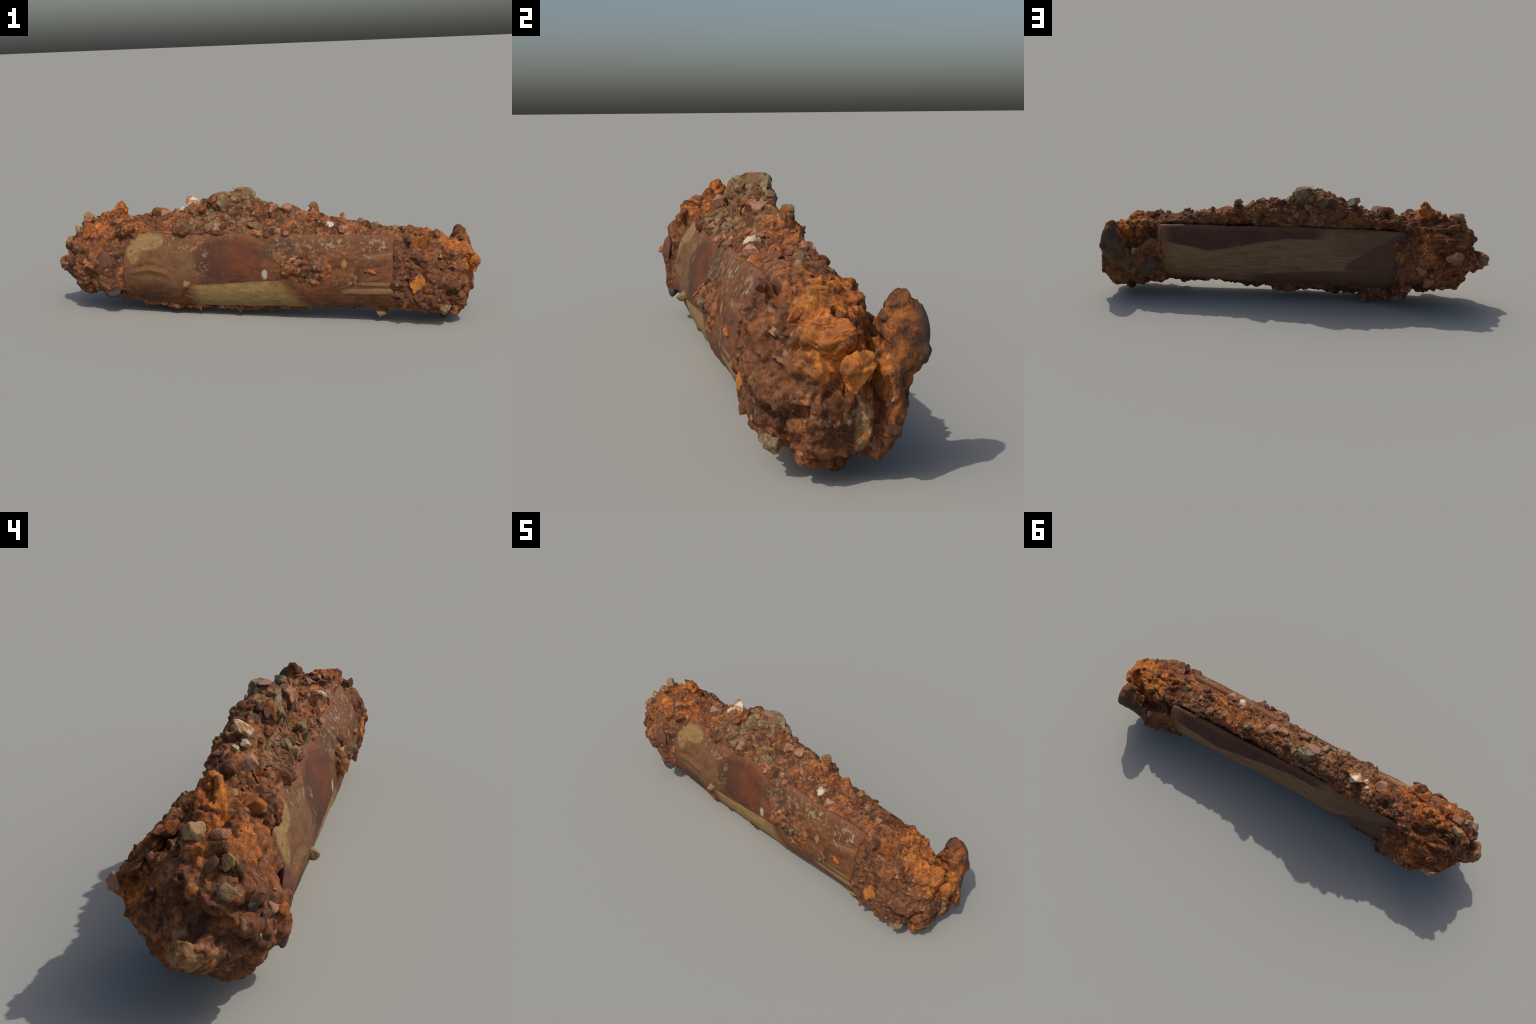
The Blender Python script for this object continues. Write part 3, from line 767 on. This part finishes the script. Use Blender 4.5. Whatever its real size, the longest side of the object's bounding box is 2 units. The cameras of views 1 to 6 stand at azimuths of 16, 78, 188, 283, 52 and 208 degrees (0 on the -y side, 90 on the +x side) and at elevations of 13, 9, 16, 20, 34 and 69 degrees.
# worn summit stone with a flat cut top
def stone_material():
    n = Nodes('grey_olive_stone', .85, .15)
    col = n.ramp(n.noise(30, 7, .75, .6), [(.32, (.060, .042, .024)), (.45, (.17, .12, .062)), (.55, (.27, .20, .11)), (.68, (.42, .34, .21))])
    col = n.mix(n.mul(n.ss(n.noise(13, 5, .7), .53, .60), .7), col, n.ramp(n.noise(40, 5, .7), [(.35, BROWN), (.55, (.22, .085, .035)), (.7, ORANGE)]))
    n.bump(n.noise(60, 6, .75), .8, .006)
    return n.done(col)
M_STONE = stone_material()
def crag(c, size, rot, seed, top=None):
    me = pebble_mesh(seed, 1.0, 9, .3, 5); q = coords(me)
    q += (.16 * billow(q, 2.6, 3, seed) - .06 + .05 * fbm(q, 9, 3, seed))[:, None] * q
    q = (q * np.array(size)) @ np.array(Euler(rot).to_matrix()).T + np.array(c)
    if top: q[:, 2] = np.where(q[:, 2] > top, top + .02 * (q[:, 2] - top), q[:, 2])
    set_coords(me, q); return me
add('summit_stone', crag((-.085, .014, .530), (.078, .054, .062), (0, 0, .1), 321, .5722), M_STONE)
add('summit_stone', crag((-.150, -.036, .510), (.032, .024, .060), (.25, .1, .1), 323), M_STONE)
add('summit_stone', crag((-.035, .052, .497), (.030, .026, .028), (0, 0, 0), 324), M_STONE)
add('summit_stone', crag((-.185, -.072, .415), (.040, .026, .022), (.3, 0, .1), 325), M_STONE)
add('summit_stone', crag((.010, -.080, .418), (.040, .020, .026), (.5, .3, .1), 326), M_STONE)
add('end_stone', crag((-.958, -.048, .208), (.038, .050, .036), (0, .1, .2), 341), plain('tan_stone', [(.34, (.11, .052, .024)), (.46, (.24, .115, .045)), (.56, (.34, .20, .095)), (.68, (.42, .28, .16))], 24))
add('end_stone', crag((-.822, .180, .283), (.050, .036, .030), (.2, .1, .1), 342), plain('pink_stone', [(.34, (.17, .075, .038)), (.5, (.32, .155, .085)), (.68, (.40, .22, .13))], 16))
add('end_stone', crag((.858, -.138, .088), (.028, .030, .032), (0, 0, .5), 346), M_STONE)
add('end_stone', crag((.576, -.086, .042), (.026, .024, .026), (0, 0, 0), 344), M_STONE)
cut = pebble_mesh(322, .06, 3, .1, 3)
q = coords(cut) * np.array([.034, .021, .03]) + np.array([-.085, .016, .5722]); set_coords(cut, q)
add('flat_stone', cut, plain('dull_pink_stone', [(.3, (.27, .145, .095)), (.7, (.30, .165, .11))], 8, .8, .05))
# layered shell chip on the crest
sh = pebble_mesh(331, .35, 6, .25, 4)
q = coords(sh) @ np.array(Euler((.5, .35, .3)).to_matrix()).T
q = q * np.array([.054, .042, .050]) + np.array([-.312, .020, .502]); set_coords(sh, q)
add('shell_chip', sh, shell_material())
for c, r in (((-.36, .0, .476), .018), ((-.375, .022, .470), .015)):
    pebble(c, (r, r * .8, r * .6), 'cream', None, 'b')
# ochre flakes on the right end
def flake(c, size, rot, mat, lift=.004):
    co, ii, dd = KD.find(c); ob = pebble(tuple(np.array(co) + allN[ii] * lift), size, mat, rot, 'c', 'rust_flake')
flake((.753, -.190, .196), (.036, .048, .030), (H, 0, .1), 'ochre')
add('rust_flake', crag((.964, .014, .252), (.038, .040, .050), (.3, -.2, .2), 351), plain('ochre_rust', [(.34, (.12, .045, .018)), (.44, (.27, .088, .023)), (.53, (.45, .15, .027)), (.66, (.58, .24, .045))], 17))
flake((.945, -.02, .325), (.032, .052, .030), (0, .9, 0), 'orange', -.002)
# rust slabs at the back of the left end
def slab_material():
    n = Nodes('fibrous_rust', .85, .15)
    L = n.mapped((1.2, 5, 5))
    col = n.ramp(n.noise(9, 7, .75, .8, vec=L), [(.34, (.055, .024, .014)), (.44, (.15, .052, .022)), (.52, (.26, .085, .026)), (.62, (.36, .125, .030)), (.74, (.42, .18, .05))])
    col = n.mix(n.mul(n.ss(n.noise(12, 5, .7), .52, .62), .6), col, (.085, .036, .022))
    n.bump(n.noise(24, 6, .75, .6, vec=L), .8, .008)
    return n.done(col)
slab_mat = slab_material()
def slab(c, size, rot, seed):
    me = flake_mesh(seed); q = coords(me) * np.array(size)
    q[:, 2] += .006 * ridged(q * np.array([.6, 3, 0]) + seed, 22, 3, seed)
    q = q @ np.array(Euler(rot).to_matrix()).T + np.array(c); set_coords(me, q); add('rust_slab', me, slab_mat)
slab((-.750, .122, .345), (.085, .060, .040), (-.85, .05, .08), 401)
slab((-.815, .138, .312), (.060, .050, .040), (-1.0, .1, .1), 402)
slab((-.705, .150, .265), (.060, .040, .036), (-1.25, .1, .05), 403)
slab((-.630, .110, .345), (.040, .045, .040), (-.9, .2, 0), 404)
slab((-.770, .080, .400), (.080, .030, .030), (-.7, .1, 0), 405)
slab((-.800, .150, .235), (.050, .045, .036), (-1.5, .1, 0), 406)

# small pebbles scattered over the crust, and grit too small to single out
def scatter(k, count, rng, keep):
    me = crust_obs[k].data; p = coords(me); nn = normals(me)
    w = keep(p, nn); idx = rng.choice(len(p), size=count, replace=False, p=w / w.sum())
    return p[idx], nn[idx]
def crest_w(p, n): return ((n[:, 2] > -.1) & (p[:, 2] > .385)).astype(float) + 1e-9
def any_w(p, n): return np.ones(len(p))
KINDS = ['rust'] * 10 + ['pink'] * 2 + ['tan'] + ['brown'] * 3 + ['orange'] * 2 + ['olive']
for k, cnt, wf in ((2, 85, crest_w), (0, 14, any_w), (1, 24, any_w), (4, 3, any_w)):
    pp, ns = scatter(k, cnt, RNG, wf)
    for c, nv in zip(pp, ns):
        r = float(RNG.uniform(.007, .013) * (1.5 if RNG.random() < .2 else 1))
        c = c - nv * r * .5
        if c[2] - r < .004: continue
        pebble(tuple(c), (r * RNG.uniform(.8, 1.3), r, r * RNG.uniform(.7, 1.1)), KINDS[RNG.integers(len(KINDS))])

gv = [pebble_mesh(500 + i, .8, 9 + i % 3, .35, 3) for i in range(6)]
gc = [coords(m) for m in gv]; gf = [[tuple(q.vertices) for q in m.polygons] for m in gv]
def gravel(name, mat, share, rlo, rhi, seed):
    """grains too small to pick apart, pressed into the crust, one colour per mesh"""
    rng = np.random.default_rng(seed); parts = []
    for k, cnt, wf in ((2, 330, crest_w), (0, 26, any_w), (1, 70, any_w), (3, 80, any_w), (5, 30, any_w)):
        pp, ns = scatter(k, int(cnt * share), rng, wf)
        for c, nv in zip(pp, ns):
            i = int(rng.integers(len(gc))); r = rlo + (rhi - rlo) * rng.random() ** 3
            if c[2] < .024: continue
            q = Vector(nv).to_track_quat('Z', 'Y').to_matrix() @ Euler((rng.uniform(-.5, .5), rng.uniform(-.5, .5), rng.uniform(0, 6))).to_matrix()
            parts.append(((gc[i] * r * np.array([rng.uniform(.8, 1.5), rng.uniform(.7, 1.1), rng.uniform(.6, .9)])) @ np.array(q).T + c - nv * r * .25, gf[i]))
    V, F = join(parts)
    gm = bpy.data.meshes.new(name); gm.from_pydata(V.tolist(), [], F); gm.update()
    add(name, gm, mat, kind='stuff')
def grain_mat(name, lo, hi): return plain(name, [(.3, lo), (.7, hi)], 30, .85, .3)
gravel('gravel', grain_mat('gravel_rust', BROWN, (.23, .076, .030)), .60, .004, .021, 1)
gravel('gravel', grain_mat('gravel_brown', (.06, .026, .016), (.15, .065, .035)), .65, .004, .021, 2)
gravel('gravel', grain_mat('gravel_orange', (.20, .070, .026), (.36, .115, .032)), .34, .004, .021, 3)
gravel('gravel', grain_mat('gravel_pink', (.20, .092, .052), (.38, .20, .12)), .24, .004, .021, 4)
gravel('gravel', grain_mat('gravel_tan', (.22, .135, .06), (.40, .27, .14)), .13, .004, .012, 5)
